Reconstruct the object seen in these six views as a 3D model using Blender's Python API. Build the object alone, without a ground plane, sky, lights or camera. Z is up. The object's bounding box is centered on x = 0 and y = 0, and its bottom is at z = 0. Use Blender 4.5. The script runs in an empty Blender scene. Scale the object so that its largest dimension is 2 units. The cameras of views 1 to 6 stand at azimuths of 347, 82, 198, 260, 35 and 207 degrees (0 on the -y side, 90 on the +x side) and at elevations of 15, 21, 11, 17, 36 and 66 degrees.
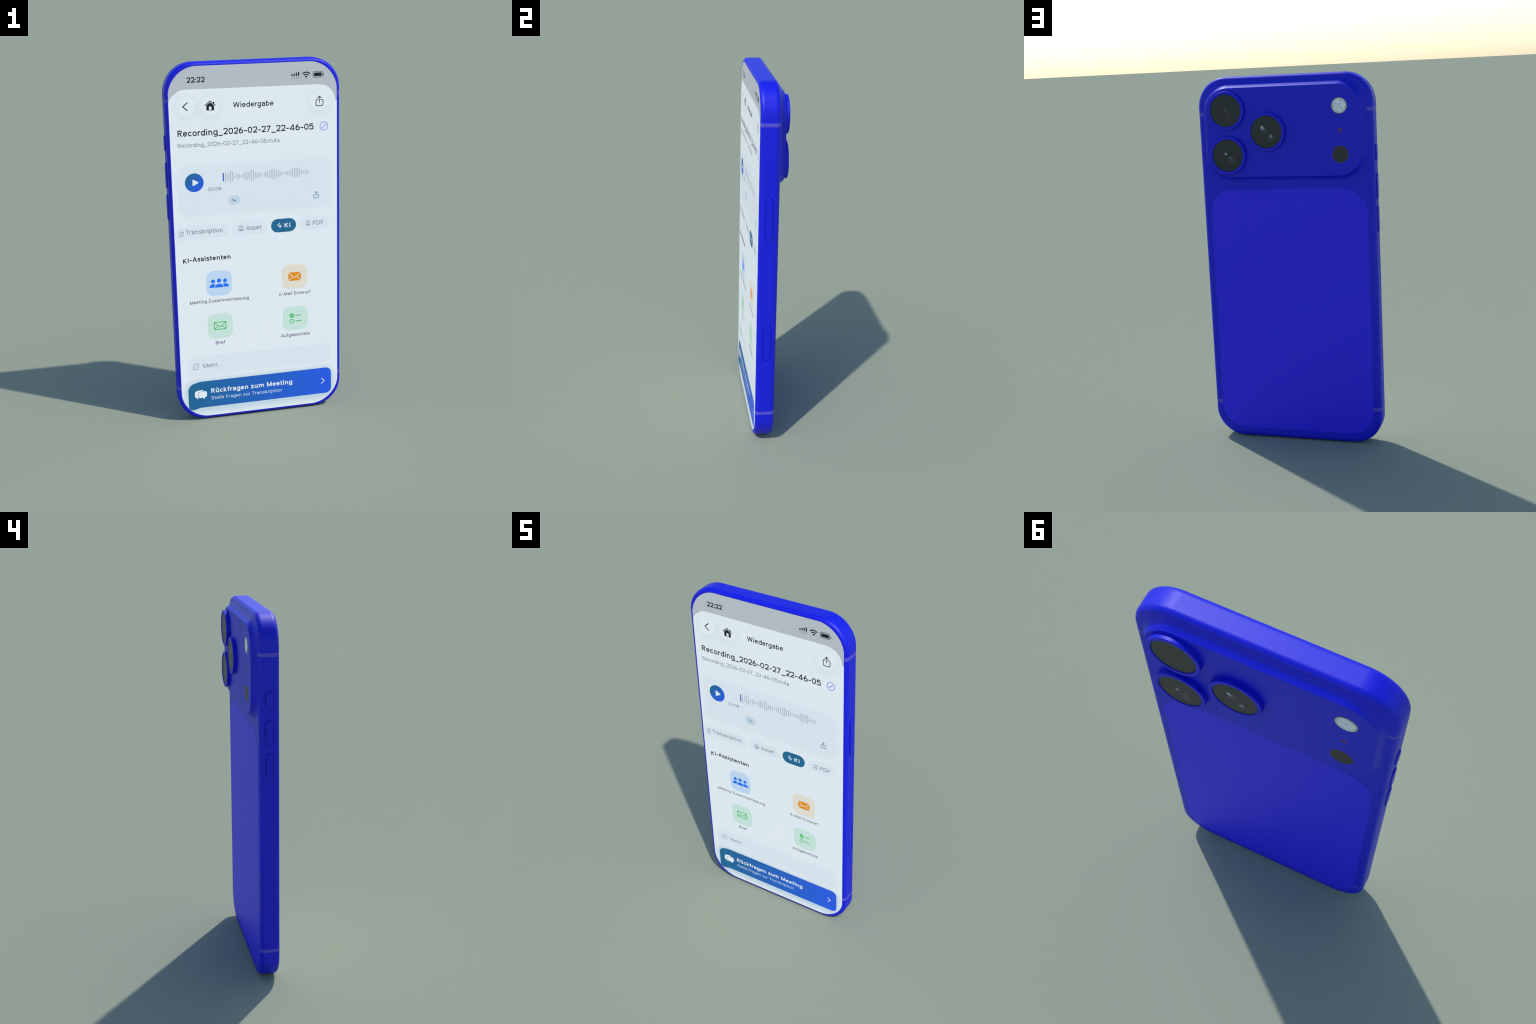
import bpy, bmesh, math
from mathutils import Vector, Matrix
from mathutils.geometry import tessellate_polygon

# ------------------------------------------------------------------ sizes
HALF_W = 0.4763           # housing half width (x)
HEIGHT = 2.0              # housing height (z)
CORNER = 0.159            # outer corner radius seen from the front
Y_FRONT = -0.0786         # front lip of the frame
Y_BACK = 0.0266           # flat back
EDGE_FRONT = 0.0185       # width of the rounded front lip
EDGE_BACK = 0.025         # radius of the rounded back edge
Y_SCREEN = -0.0784        # glass plane
Y_PLATEAU = 0.0578        # top of the camera plateau
Y_LENS = 0.0786           # tip of the lens rings
LAYER = 0.00013           # height of one printed layer on the display

# ------------------------------------------------------------------ colour helpers
def lin(v):
    v /= 255.0
    return v / 12.92 if v <= 0.04045 else ((v + 0.055) / 1.055) ** 2.4

FRONT_GAIN = (0.702, 0.793, 0.855)   # diffuse light on the display in this set
FRONT_GLOSS = (0.017, 0.020, 0.022)  # sheen of the glass
def ui(r, g, b):
    """base colour of a display colour given as it looks in daylight"""
    return tuple(max(0.002, min(1.0, (lin(c) - s) / k)) for c, k, s in zip((r, g, b), FRONT_GAIN, FRONT_GLOSS)) + (1.0,)

def new_mat(name, color, rough=0.5, spec=0.5, coat=0.0):
    m = bpy.data.materials.new(name)
    m.use_nodes = True
    b = m.node_tree.nodes["Principled BSDF"]
    b.inputs["Base Color"].default_value = tuple(color[:3]) + (1.0,)
    b.inputs["Roughness"].default_value = rough
    b.inputs["Specular IOR Level"].default_value = spec
    b.inputs["Coat Weight"].default_value = coat
    return m

class Graph:
    """small helper to write node maths"""
    def __init__(self, mat):
        self.t = mat.node_tree
        self.bsdf = self.t.nodes["Principled BSDF"]
        self.coord = self.t.nodes.new("ShaderNodeTexCoord")
        self.sep = self.t.nodes.new("ShaderNodeSeparateXYZ")
        self.t.links.new(self.coord.outputs["Object"], self.sep.inputs[0])
        self.x, self.y, self.z = self.sep.outputs
    def put(self, sock, v):
        if isinstance(v, (int, float)): sock.default_value = v
        elif isinstance(v, tuple): sock.default_value = v
        else: self.t.links.new(v, sock)
    def m(self, op, a, b=0.0, c=0.0):
        n = self.t.nodes.new("ShaderNodeMath"); n.operation = op
        for s, v in zip(n.inputs, (a, b, c)): self.put(s, v)
        return n.outputs[0]
    def ramp(self, v, a, b, lo=0.0, hi=1.0, smooth=True):
        n = self.t.nodes.new("ShaderNodeMapRange")
        n.interpolation_type = "SMOOTHSTEP" if smooth else "LINEAR"
        for s, q in zip(n.inputs, (v, a, b, lo, hi)): self.put(s, q)
        return n.outputs[0]
    def mix(self, f, a, b):
        n = self.t.nodes.new("ShaderNodeMix"); n.data_type = "RGBA"
        self.put(n.inputs[0], f); self.put(n.inputs[6], a); self.put(n.inputs[7], b)
        return n.outputs[2]
    def dist(self, cx, cz):
        dx = self.m("SUBTRACT", self.x, cx); dz = self.m("SUBTRACT", self.z, cz)
        return self.m("SQRT", self.m("ADD", self.m("MULTIPLY", dx, dx), self.m("MULTIPLY", dz, dz)))
    def box(self, cx, cz, hx, hz, r):
        """signed distance to a rounded box in the x-z plane"""
        qx = self.m("SUBTRACT", self.m("ABSOLUTE", self.m("SUBTRACT", self.x, cx)), hx - r)
        qz = self.m("SUBTRACT", self.m("ABSOLUTE", self.m("SUBTRACT", self.z, cz)), hz - r)
        ax = self.m("MAXIMUM", qx, 0.0); az = self.m("MAXIMUM", qz, 0.0)
        out = self.m("SQRT", self.m("ADD", self.m("MULTIPLY", ax, ax), self.m("MULTIPLY", az, az)))
        ins = self.m("MINIMUM", self.m("MAXIMUM", qx, qz), 0.0)
        return self.m("SUBTRACT", self.m("ADD", out, ins), r)
    def out(self, col):
        self.put(self.bsdf.inputs["Base Color"], col)

# ------------------------------------------------------------------ housing materials
BLUE = (0.0010, 0.0060, 0.620)
def satin(name, color, rough, spec):
    """blue satin finish with a very fine blasted grain"""
    m = new_mat(name, color, rough, spec)
    g = Graph(m)
    n = g.t.nodes.new("ShaderNodeTexNoise")
    n.inputs["Scale"].default_value = 420.0; n.inputs["Detail"].default_value = 2.0
    g.t.links.new(g.coord.outputs["Object"], n.inputs["Vector"])
    c = tuple(color)
    g.out(g.mix(n.outputs[0], tuple(v * 0.97 for v in c) + (1.0,), tuple(v * 1.03 for v in c) + (1.0,)))
    return m

MAT_FRAME = satin("anodised_blue", BLUE, 0.48, 0.38)
MAT_BACK = satin("matte_blue_glass", (0.0175, 0.0090, 0.83), 0.50, 0.42)
MAT_BAND = new_mat("antenna_plastic", (0.085, 0.072, 0.60), 0.5, 0.4)
MAT_RIM = new_mat("brown_gasket", (0.22, 0.10, 0.08), 0.5, 0.4)
MAT_MIC = new_mat("microphone_mesh", (0.22, 0.055, 0.04), 0.6, 0.3)
MAT_SENSOR = new_mat("sensor_glass", (0.018, 0.021, 0.021), 0.45, 0.5)

# ------------------------------------------------------------------ object helpers
COL = bpy.context.scene.collection
ROOT = bpy.data.objects.new("smartphone", None)
COL.objects.link(ROOT)
ROOT["label"] = "blue smartphone standing upright with audio app on screen"
ROOT["category"] = "smartphone"

def add(name, mesh, mat, parent=ROOT):
    o = bpy.data.objects.new(name, mesh)
    COL.objects.link(o)
    o.parent = parent
    if mat is not None:
        mesh.materials.clear(); mesh.materials.append(mat)
    return o

def smooth(mesh, angle=30):
    """smooth shading by angle; corner normals weighted by face area so that flat faces stay flat"""
    for p in mesh.polygons: p.use_smooth = True
    bm = bmesh.new(); bm.from_mesh(mesh)
    for e in bm.edges:
        e.smooth = not (len(e.link_faces) == 2 and e.calc_face_angle(0) > math.radians(angle))
    normals = [None] * sum(len(f.verts) for f in bm.faces)
    area = {f: f.calc_area() for f in bm.faces}
    loop_no = {}
    k = 0
    for f in bm.faces:
        for l in f.loops:
            loop_no[l] = k; k += 1
    for v in bm.verts:
        todo = set(v.link_faces)
        while todo:                                   # one fan of faces joined by smooth edges
            fan, stack = set(), [todo.pop()]
            while stack:
                f = stack.pop(); fan.add(f)
                for e in f.edges:
                    if v in e.verts and e.smooth:
                        for o in e.link_faces:
                            if o in todo: todo.discard(o); stack.append(o)
            n = Vector()
            for f in fan: n += f.normal * area[f]
            n.normalize()
            for l in v.link_loops:
                if l.face in fan: normals[loop_no[l]] = n.copy()
    bm.to_mesh(mesh); bm.free()
    mesh.normals_split_custom_set(normals)

def rounded_rect(x0, x1, z0, z1, r, seg=12):
    """counter-clockwise outline in (x, z)"""
    r = min(r, (x1 - x0) / 2 - 1e-6, (z1 - z0) / 2 - 1e-6)
    pts = []
    for cx, cz, a0 in ((x1 - r, z1 - r, 0), (x0 + r, z1 - r, 90), (x0 + r, z0 + r, 180), (x1 - r, z0 + r, 270)):
        for i in range(seg + 1):
            a = math.radians(a0 + 90 * i / seg)
            pts.append((cx + r * math.cos(a), cz + r * math.sin(a)))
    return pts

def loft(rings, cap_first=True, cap_last=True):
    """rings: lists of 3D points with equal counts, closed loops"""
    bm = bmesh.new()
    vs = [[bm.verts.new(p) for p in ring] for ring in rings]
    n = len(vs[0])
    for a, b in zip(vs, vs[1:]):
        for i in range(n):
            bm.faces.new((a[i], a[(i + 1) % n], b[(i + 1) % n], b[i]))
    if cap_first: bm.faces.new(list(reversed(vs[0])))
    if cap_last: bm.faces.new(vs[-1])
    bmesh.ops.recalc_face_normals(bm, faces=bm.faces)
    me = bpy.data.meshes.new("m"); bm.to_mesh(me); bm.free()
    return me

def lathe(profile, cx, cz, seg=96):
    """profile of (radius, y) turned round an axis along y"""
    rings = []
    for r, y in profile:
        rings.append([(cx + r * math.cos(2 * math.pi * i / seg), y, cz + r * math.sin(2 * math.pi * i / seg)) for i in range(seg)])
    return loft(rings)

# ------------------------------------------------------------------ frame
def housing_profile():
    """(inset, y) from the glass edge round the front lip, along the flat side and round the back edge"""
    p = [(EDGE_FRONT + 0.004, Y_FRONT + 0.0012)]
    dy = 0.021
    for i in range(11):
        a = math.radians(90 * i / 10)
        p.append((EDGE_FRONT * (1 - math.sin(a)), Y_FRONT + dy * (1 - math.cos(a))))
    p.append((0.0, Y_FRONT + dy + 0.004))
    p.append((0.0, Y_BACK - EDGE_BACK - 0.004))
    for i in range(13):
        a = math.radians(90 * i / 12)
        p.append((EDGE_BACK * (1 - math.cos(a)), Y_BACK - EDGE_BACK * (1 - math.sin(a))))
    p.append((EDGE_BACK + 0.006, Y_BACK))
    return p

PROFILE = housing_profile()
def housing_ring(inset, y, seg=28):
    return [(x, y, z) for x, z in rounded_rect(-HALF_W + inset, HALF_W - inset, inset, HEIGHT - inset, CORNER - inset, seg)]

frame_mesh = loft([housing_ring(d, y) for d, y in PROFILE])
frame = add("frame", frame_mesh, MAT_FRAME)

# slots round the buttons are cut into the flat sides
def pill(y0, y1, z0, z1, seg=10):
    return rounded_rect(y0, y1, z0, z1, (y1 - y0) / 2, seg)

Y_BTN = -0.0252
def side_prism(half_w, zc, half_h, xa, xb, seg=12):
    return loft([[(x, y, z) for y, z in pill(Y_BTN - half_w, Y_BTN + half_w, zc - half_h, zc + half_h, seg)] for x in (xa, xb)])

BUTTONS = [  # name, side, centre z, half length, half width, proud of the side
    ("action_button", -1, 1.5815, 0.0415, 0.0172, 0.0062),
    ("volume_button", -1, 1.4080, 0.0685, 0.0176, 0.0062),
    ("volume_button", -1, 1.2350, 0.0685, 0.0176, 0.0062),
    ("power_button", 1, 1.3226, 0.1100, 0.0176, 0.0062),
    ("camera_button", 1, 0.6310, 0.1080, 0.0205, 0.0006),
]
GAP = 0.0022
cutters = []
for name, s, zc, hl, hw, proud in BUTTONS:
    me = side_prism(hw + GAP, zc, hl + GAP, s * (HALF_W - 0.005), s * (HALF_W + 0.01))
    c = bpy.data.objects.new("slot_cutter", me); COL.objects.link(c); cutters.append(c)
    mod = frame.modifiers.new("slot", "BOOLEAN"); mod.operation = "DIFFERENCE"; mod.object = c; mod.solver = "EXACT"
dg = bpy.context.evaluated_depsgraph_get()
cut = bpy.data.meshes.new_from_object(frame.evaluated_get(dg))
frame.modifiers.clear()
frame.data = cut
cut.materials.clear(); cut.materials.append(MAT_FRAME)
smooth(cut, 28)
for c in cutters: bpy.data.objects.remove(c, do_unlink=True)

for name, s, zc, hl, hw, proud in BUTTONS:
    rings = []
    steps = ((-0.0049, 0.0), (proud - 0.0030, 0.0), (proud - 0.0018, 0.0004), (proud - 0.0008, 0.0011), (proud - 0.0002, 0.0021), (proud, 0.0034))
    for dx, ins in steps:
        rings.append([(s * (HALF_W + dx), y, z) for y, z in rounded_rect(Y_BTN - hw + ins, Y_BTN + hw - ins, zc - hl + ins, zc + hl - ins, hw - ins, 14)])
    if proud < 0.002:      # touch-sensitive key: shallow dish instead of a raised cap
        rings[-1:] = [[(s * (HALF_W + proud - 0.0004), y, z) for y, z in rounded_rect(Y_BTN - hw + 0.0045, Y_BTN + hw - 0.0045, zc - hl + 0.0045, zc + hl - 0.0045, hw - 0.0045, 14)],
                      [(s * (HALF_W + proud - 0.0016), y, z) for y, z in rounded_rect(Y_BTN - hw + 0.011, Y_BTN + hw - 0.011, zc - hl + 0.011, zc + hl - 0.011, hw - 0.011, 14)]]
    me = loft(rings); smooth(me, 40)
    add(name, me, MAT_FRAME)

# ------------------------------------------------------------------ antenna bands wrap the side
def antenna_band(s, zc, inner_x):
    half = 0.0095
    line = []
    for d, y in PROFILE[1:]:
        line.append((HALF_W - d, y))
    line = [p for p in line if p[0] >= 0.4589 or p[1] > 0]
    line.append((inner_x, Y_BACK))
    out = []
    for i, (x, y) in enumerate(line):
        a = Vector(line[max(i - 1, 0)]); b = Vector(line[min(i + 1, len(line) - 1)])
        t = (b - a).normalized(); n = Vector((t.y, -t.x))
        if n.dot(Vector((x - 0.40, y + 0.026))) < 0: n = -n
        out.append(((x, y), (x + n.x * 0.0005, y + n.y * 0.0005), (x - n.x * 0.004, y - n.y * 0.004)))
    bm = bmesh.new()
    rows = []
    for _, o, i in out:
        rows.append([bm.verts.new((s * o[0], o[1], zc - half)), bm.verts.new((s * o[0], o[1], zc + half)),
                     bm.verts.new((s * i[0], i[1], zc + half)), bm.verts.new((s * i[0], i[1], zc - half))])
    for a, b in zip(rows, rows[1:]):
        for k in range(4):
            bm.faces.new((a[k], a[(k + 1) % 4], b[(k + 1) % 4], b[k]))
    bm.faces.new(rows[0]); bm.faces.new(rows[-1])
    bmesh.ops.recalc_face_normals(bm, faces=bm.faces)
    me = bpy.data.meshes.new("antenna_band"); bm.to_mesh(me); bm.free()
    smooth(me, 40)
    add("antenna_band", me, MAT_BAND)

for s in (-1, 1):
    antenna_band(s, 1.8075, 0.438)
    antenna_band(s, 0.2000, 0.4325)

# ------------------------------------------------------------------ back panel, let into the back
def slab(outline, y_base, y_top, bevel):
    """outline: function(inset) -> 2D loop; a plate with a small rounded edge facing y_top"""
    d = 1 if y_top > y_base else -1
    rings = [[(x, y_base, z) for x, z in outline(0)], [(x, y_top - d * bevel, z) for x, z in outline(0)],
             [(x, y_top - d * bevel * 0.3, z) for x, z in outline(bevel * 0.3)], [(x, y_top, z) for x, z in outline(bevel)]]
    return loft(rings)

me = slab(lambda i: rounded_rect(-0.4335 + i, 0.4335 - i, 0.0530 + i, 1.4025 - i, 0.134 - i, 24), Y_BACK - 0.003, Y_BACK + 0.0009, 0.0006)
smooth(me, 40)
add("back_panel", me, MAT_BACK)

# ------------------------------------------------------------------ camera plateau
PL_BASE = (0.4440, 1.4470, 1.9770, 0.146)    # half width, z low, z high, corner radius
PL_TOP = (0.4190, 1.4740, 1.9405, 0.124)
def plateau_ring(t, y):
    w, lo, hi, r = (a + (b - a) * t for a, b in zip(PL_BASE, PL_TOP))
    return [(x, y, z) for x, z in rounded_rect(-w, w, lo, hi, r, 26)]
H = Y_PLATEAU - Y_BACK
shape = [(-0.03, -0.25), (0.0, 0.0)]                  # concave flank that steepens up to a crisp crest
for i in range(1, 13):
    t = i / 12 * 0.94
    shape.append((t, 0.40 * t + 0.63 * t ** 2.5))
shape += [(0.963, 0.972), (0.983, 0.990), (1.01, 1.0)]
me = loft([plateau_ring(t, Y_BACK + H * h) for t, h in shape])
smooth(me, 35)
plateau = add("camera_plateau", me, MAT_FRAME)

# ------------------------------------------------------------------ lenses
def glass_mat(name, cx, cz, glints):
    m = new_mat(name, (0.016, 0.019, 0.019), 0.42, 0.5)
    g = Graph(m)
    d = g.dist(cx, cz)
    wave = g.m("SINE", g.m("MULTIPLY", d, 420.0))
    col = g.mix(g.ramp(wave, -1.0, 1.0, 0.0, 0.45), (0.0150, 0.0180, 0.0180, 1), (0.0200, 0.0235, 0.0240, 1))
    for gx, gz, r, c in glints:       # highlight spots and faint glows painted into the dark glass colour
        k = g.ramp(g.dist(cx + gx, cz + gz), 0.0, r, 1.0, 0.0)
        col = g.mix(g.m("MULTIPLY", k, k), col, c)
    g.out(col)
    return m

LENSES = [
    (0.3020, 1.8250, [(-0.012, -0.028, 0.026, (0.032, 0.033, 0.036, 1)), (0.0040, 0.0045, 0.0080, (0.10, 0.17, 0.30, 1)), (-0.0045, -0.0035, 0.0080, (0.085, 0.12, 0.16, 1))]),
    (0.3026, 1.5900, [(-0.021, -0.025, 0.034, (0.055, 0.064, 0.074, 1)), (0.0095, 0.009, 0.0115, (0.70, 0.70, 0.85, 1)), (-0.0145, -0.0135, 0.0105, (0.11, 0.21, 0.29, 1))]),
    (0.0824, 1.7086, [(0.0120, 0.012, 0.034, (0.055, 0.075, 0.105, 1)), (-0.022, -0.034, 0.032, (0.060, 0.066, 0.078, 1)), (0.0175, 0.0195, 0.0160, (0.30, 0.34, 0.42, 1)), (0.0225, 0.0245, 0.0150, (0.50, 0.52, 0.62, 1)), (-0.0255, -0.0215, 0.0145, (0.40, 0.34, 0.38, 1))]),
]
R_RING, R_GLASS = 0.1000, 0.0845
for cx, cz, glints in LENSES:
    p = [(R_RING, Y_PLATEAU - 0.002), (R_RING, Y_PLATEAU + 0.004)]
    for i in range(7):
        a = math.radians(90 * i / 6)
        p.append((R_RING - 0.0032 * (1 - math.cos(a)), Y_LENS - 0.0032 * (1 - math.sin(a))))
    p += [(R_GLASS + 0.0022, Y_LENS), (R_GLASS + 0.0008, Y_LENS - 0.0005), (R_GLASS + 0.0002, Y_LENS - 0.0018), (R_GLASS, Y_LENS - 0.006)]
    me = lathe(p, cx, cz, 112); smooth(me, 40)
    ring = add("camera_lens", me, MAT_FRAME)
    yg = Y_LENS - 0.0028
    me = lathe([(R_GLASS + 0.0002, yg - 0.006), (R_GLASS + 0.0002, yg - 0.0016), (R_GLASS - 0.0012, yg - 0.0004), (R_GLASS - 0.004, yg), (0.03, yg + 0.0002), (0.004, yg + 0.0002)], cx, cz, 112)
    smooth(me, 60)
    add("lens_glass", me, glass_mat("lens_glass_painted_glints", cx, cz, glints), ring)

# flash: pale moulded disc with fine ridges inside a brown gasket
def disc_part(name, cx, cz, r, mat, profile=None, parent=plateau):
    yb, yt = Y_PLATEAU - 0.002, Y_PLATEAU + 0.0005
    me = lathe([(r, yb), (r, yt - 0.0003)] + (profile or [(r - 0.0005, yt), (0.002, yt)]), cx, cz, 80)
    smooth(me, 50)
    return add(name, me, mat, parent)

FX, FZ, FR = -0.3088, 1.8317, 0.0418
disc_part("flash_gasket", FX, FZ, FR, MAT_RIM)
m_flash = new_mat("flash_diffuser", (0.55, 0.62, 0.64), 0.45, 0.5)
g = Graph(m_flash)
d = g.dist(FX, FZ)
nz = g.t.nodes.new("ShaderNodeTexNoise"); nz.inputs["Scale"].default_value = 95.0; nz.inputs["Detail"].default_value = 2.0
g.t.links.new(g.coord.outputs["Object"], nz.inputs["Vector"])
col = g.mix(g.ramp(g.m("SINE", g.m("MULTIPLY", d, 560.0)), -1, 1, 0.0, 0.6), (0.84, 0.90, 0.91, 1), (0.97, 1.0, 1.0, 1))
col = g.mix(g.ramp(nz.outputs[0], 0.38, 0.62, 0.0, 0.6), col, (0.52, 0.57, 0.58, 1))          # mottled reflector
col = g.mix(g.ramp(d, 0.027, 0.039, 0.0, 0.75), col, (0.45, 0.49, 0.48, 1))                   # shallow rim
col = g.mix(g.ramp(d, 0.003, 0.012, 0.6, 0.0), col, (0.70, 0.69, 0.67, 1))                    # the two light chips
g.out(col)
yt = Y_PLATEAU + 0.0005
prof = []
for i in range(24):
    r = FR - 0.0028 - (FR - 0.004) * i / 23
    prof.append((r, yt + 0.0006 + 0.0003 * math.cos(i * math.pi / 2)))
me = lathe([(FR - 0.0024, yt - 0.001), (FR - 0.0024, yt + 0.0003)] + prof, FX, FZ, 80); smooth(me, 50)
add("flash", me, m_flash, plateau)

SX, SZ, SR = -0.3075, 1.5834, 0.0436
disc_part("sensor_gasket", SX, SZ, SR, MAT_RIM)
me = lathe([(SR - 0.0014, yt - 0.001), (SR - 0.0014, yt + 0.0002), (SR - 0.002, yt + 0.0005), (0.003, yt + 0.0005)], SX, SZ, 80); smooth(me, 50)
add("depth_sensor", me, MAT_SENSOR, plateau)
disc_part("microphone", -0.3085, 1.7084, 0.0088, MAT_MIC)

# ================================================================== display
R_SCR = 0.160
def screen_outline(i=0.0):
    return rounded_rect(-0.4590 + i, 0.4590 - i, 0.0183 + i, 1.9817 - i, R_SCR - i, 28)

MAT_STATUS = new_mat("status_bar_grey", ui(177, 187, 195), 0.5, 0.4)
me = slab(screen_outline, Y_FRONT + 0.006, Y_SCREEN, 0.0004)
smooth(me, 40)
screen = add("screen", me, MAT_STATUS)

def level(k): return Y_SCREEN - LAYER * k

def flat(name, loops, k, mat, warp=None, parent=None):
    """filled outline(s) in (x, z): a thin raised layer on the display; later loops of a group are holes.
    loops: list of groups, each a list of loops (outer first)"""
    bm = bmesh.new()
    y1 = level(k); y0 = y1 + LAYER * 0.95
    for group in loops:
        group = [[warp(*p) for p in lp] if warp else lp for lp in group]
        pts = [p for lp in group for p in lp]
        top = [bm.verts.new((x, y1, z)) for x, z in pts]
        bot = [bm.verts.new((x, y0, z)) for x, z in pts]
        for tri in tessellate_polygon([[Vector((x, z, 0)) for x, z in lp] for lp in group]):
            if len(set(tri)) == 3:
                try: bm.faces.new([top[i] for i in tri])
                except ValueError: pass
        o = 0
        for lp in group:
            n = len(lp)
            for i in range(n):
                a, b = o + i, o + (i + 1) % n
                bm.faces.new((top[a], top[b], bot[b], bot[a]))
            o += n
    bm.normal_update()
    for f in bm.faces:
        if abs(f.normal.y) > 0.9 and f.normal.y > 0: f.normal_flip()
    me = bpy.data.meshes.new(name); bm.to_mesh(me); bm.free()
    return add(name, me, mat, parent or screen)

def circle(cx, cz, r, seg=48, rz=None):
    return [(cx + r * math.cos(2 * math.pi * i / seg), cz + (rz or r) * math.sin(2 * math.pi * i / seg)) for i in range(seg)]

def ring(cx, cz, r, w, seg=48):
    return [circle(cx, cz, r + w / 2, seg), circle(cx, cz, r - w / 2, seg)]

def stroke(pts, w, cap=True):
    """outline of an open polyline with mitred joints and round ends"""
    P = [Vector(p) for p in pts]; h = w / 2
    left, right = [], []
    for i, p in enumerate(P):
        if 0 < i < len(P) - 1:
            a = (p - P[i - 1]).normalized(); b = (P[i + 1] - p).normalized()
            n1 = Vector((-a.y, a.x)); n2 = Vector((-b.y, b.x))
            n = (n1 + n2).normalized(); n *= min(1 / max(n.dot(n1), 0.35), 2.2)
        else:
            t = (P[1] - P[0] if i == 0 else P[-1] - P[-2]).normalized(); n = Vector((-t.y, t.x))
        left.append(p + n * h); right.append(p - n * h)
    def endcap(c, start):
        a0 = math.atan2(start.y, start.x)
        return [c + Vector((math.cos(a0 - math.pi * k / 6), math.sin(a0 - math.pi * k / 6))) * h for k in range(1, 6)] if cap else []
    t1 = (P[-1] - P[-2]).normalized(); t0 = (P[1] - P[0]).normalized()
    loop = left + endcap(P[-1], Vector((-t1.y, t1.x))) + list(reversed(right)) + endcap(P[0], Vector((t0.y, -t0.x)))
    return [tuple(v) for v in loop]

def frame_rect(x0, x1, z0, z1, r, w, seg=8):
    return [rounded_rect(x0, x1, z0, z1, r, seg), rounded_rect(x0 + w, x1 - w, z0 + w, z1 - w, max(r - w, 0.0005), seg)]

def arc(cx, cz, r, a0, a1, n=16, rz=None):
    return [(cx + r * math.cos(math.radians(a0 + (a1 - a0) * i / n)), cz + (rz or r) * math.sin(math.radians(a0 + (a1 - a0) * i / n))) for i in range(n + 1)]

def dense(loop, step=0.012):
    out = []
    for (x0, z0), (x1, z1) in zip(loop, loop[1:] + loop[:1]):
        n = max(1, int(math.hypot(x1 - x0, z1 - z0) / step))
        out += [(x0 + (x1 - x0) * i / n, z0 + (z1 - z0) * i / n) for i in range(n)]
    return out

def sag(slope, kink=-0.358):
    """the picture on the display droops toward its left edge"""
    return lambda x, z: (x, z - slope * max(0.0, kink - x))

# ---- display colours
def gradient(name, c0, c1, p0, p1):
    m = new_mat(name, c0, 0.5, 0.4); g = Graph(m)
    dx, dz = p1[0] - p0[0], p1[1] - p0[1]; L = dx * dx + dz * dz
    t = g.m("ADD", g.m("MULTIPLY", g.m("SUBTRACT", g.x, p0[0]), dx / L), g.m("MULTIPLY", g.m("SUBTRACT", g.z, p0[1]), dz / L))
    g.out(g.mix(g.ramp(t, 0.0, 1.0, smooth=False), c0, c1))
    return m

TEAL, ROYAL = ui(42, 104, 146), ui(47, 94, 222)
MAT_DARK = new_mat("ink_black", ui(38, 42, 44), 0.5, 0.4)
MAT_GREY = new_mat("ink_grey", ui(127, 136, 143), 0.5, 0.4)
MAT_MID = new_mat("ink_slate", ui(76, 82, 87), 0.5, 0.4)
MAT_PALE_DOT = new_mat("ink_pale_grey", ui(140, 147, 153), 0.5, 0.4)
MAT_STEEL = new_mat("ink_steel_blue", ui(82, 128, 160), 0.5, 0.4)
MAT_STEEL_SOFT = new_mat("ink_soft_steel", ui(96, 134, 161), 0.5, 0.4)
MAT_INDIGO = new_mat("ink_indigo", ui(98, 98, 228), 0.5, 0.4)
MAT_WHITE = new_mat("ink_white", ui(226, 236, 244), 0.5, 0.4)
MAT_PALE = new_mat("ink_pale_blue", ui(190, 210, 236), 0.5, 0.4)
MAT_BUTTON = new_mat("round_button_white", ui(222, 233, 241), 0.5, 0.4)
MAT_CARD = new_mat("card_pale_blue", ui(214, 227, 236), 0.5, 0.4)
MAT_CHIP = new_mat("chip_pale_blue", ui(191, 212, 226), 0.5, 0.4)
MAT_BAR = new_mat("wave_grey", ui(178, 191, 202), 0.5, 0.4)
MAT_TEAL = new_mat("chip_teal", TEAL, 0.5, 0.4)
MAT_BANNER = gradient("banner_blue", TEAL, ROYAL, (-0.40, 0.20), (0.40, 0.10))
MAT_PLAY = gradient("play_blue", TEAL, ROYAL, (-0.368, 1.402), (-0.305, 1.336))
MAT_PLAYED = gradient("played_blue", TEAL, ROYAL, (-0.1795, 1.412), (-0.1795, 1.365))

MAT_SHEET = new_mat("app_sheet_white", ui(220, 232, 240), 0.5, 0.4)
g = Graph(MAT_SHEET)
base = ui(220, 232, 240)
col = base
for cx, cz in ((-0.3673, 1.764), (-0.2380, 1.762), (0.3600, 1.760)):       # soft drop shadow under the round buttons, painted into the sheet
    col = g.mix(g.ramp(g.dist(cx, cz), 0.040, 0.098, 0.75, 0.0), col, ui(213, 225, 233))
col = g.mix(g.ramp(g.box(-0.002, 1.322, 0.418, 0.126, 0.05), -0.006, 0.030, 0.8, 0.0), col, ui(212, 223, 231))  # sheet darkened round the player card to draw its drop shadow
col = g.mix(g.ramp(g.box(0.0, 0.140, 0.416, 0.078, 0.04), -0.008, 0.050, 0.95, 0.0), col, ui(186, 208, 223))  # banner's bluish cast shadow, tinted into the white
g.out(col)

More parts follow.
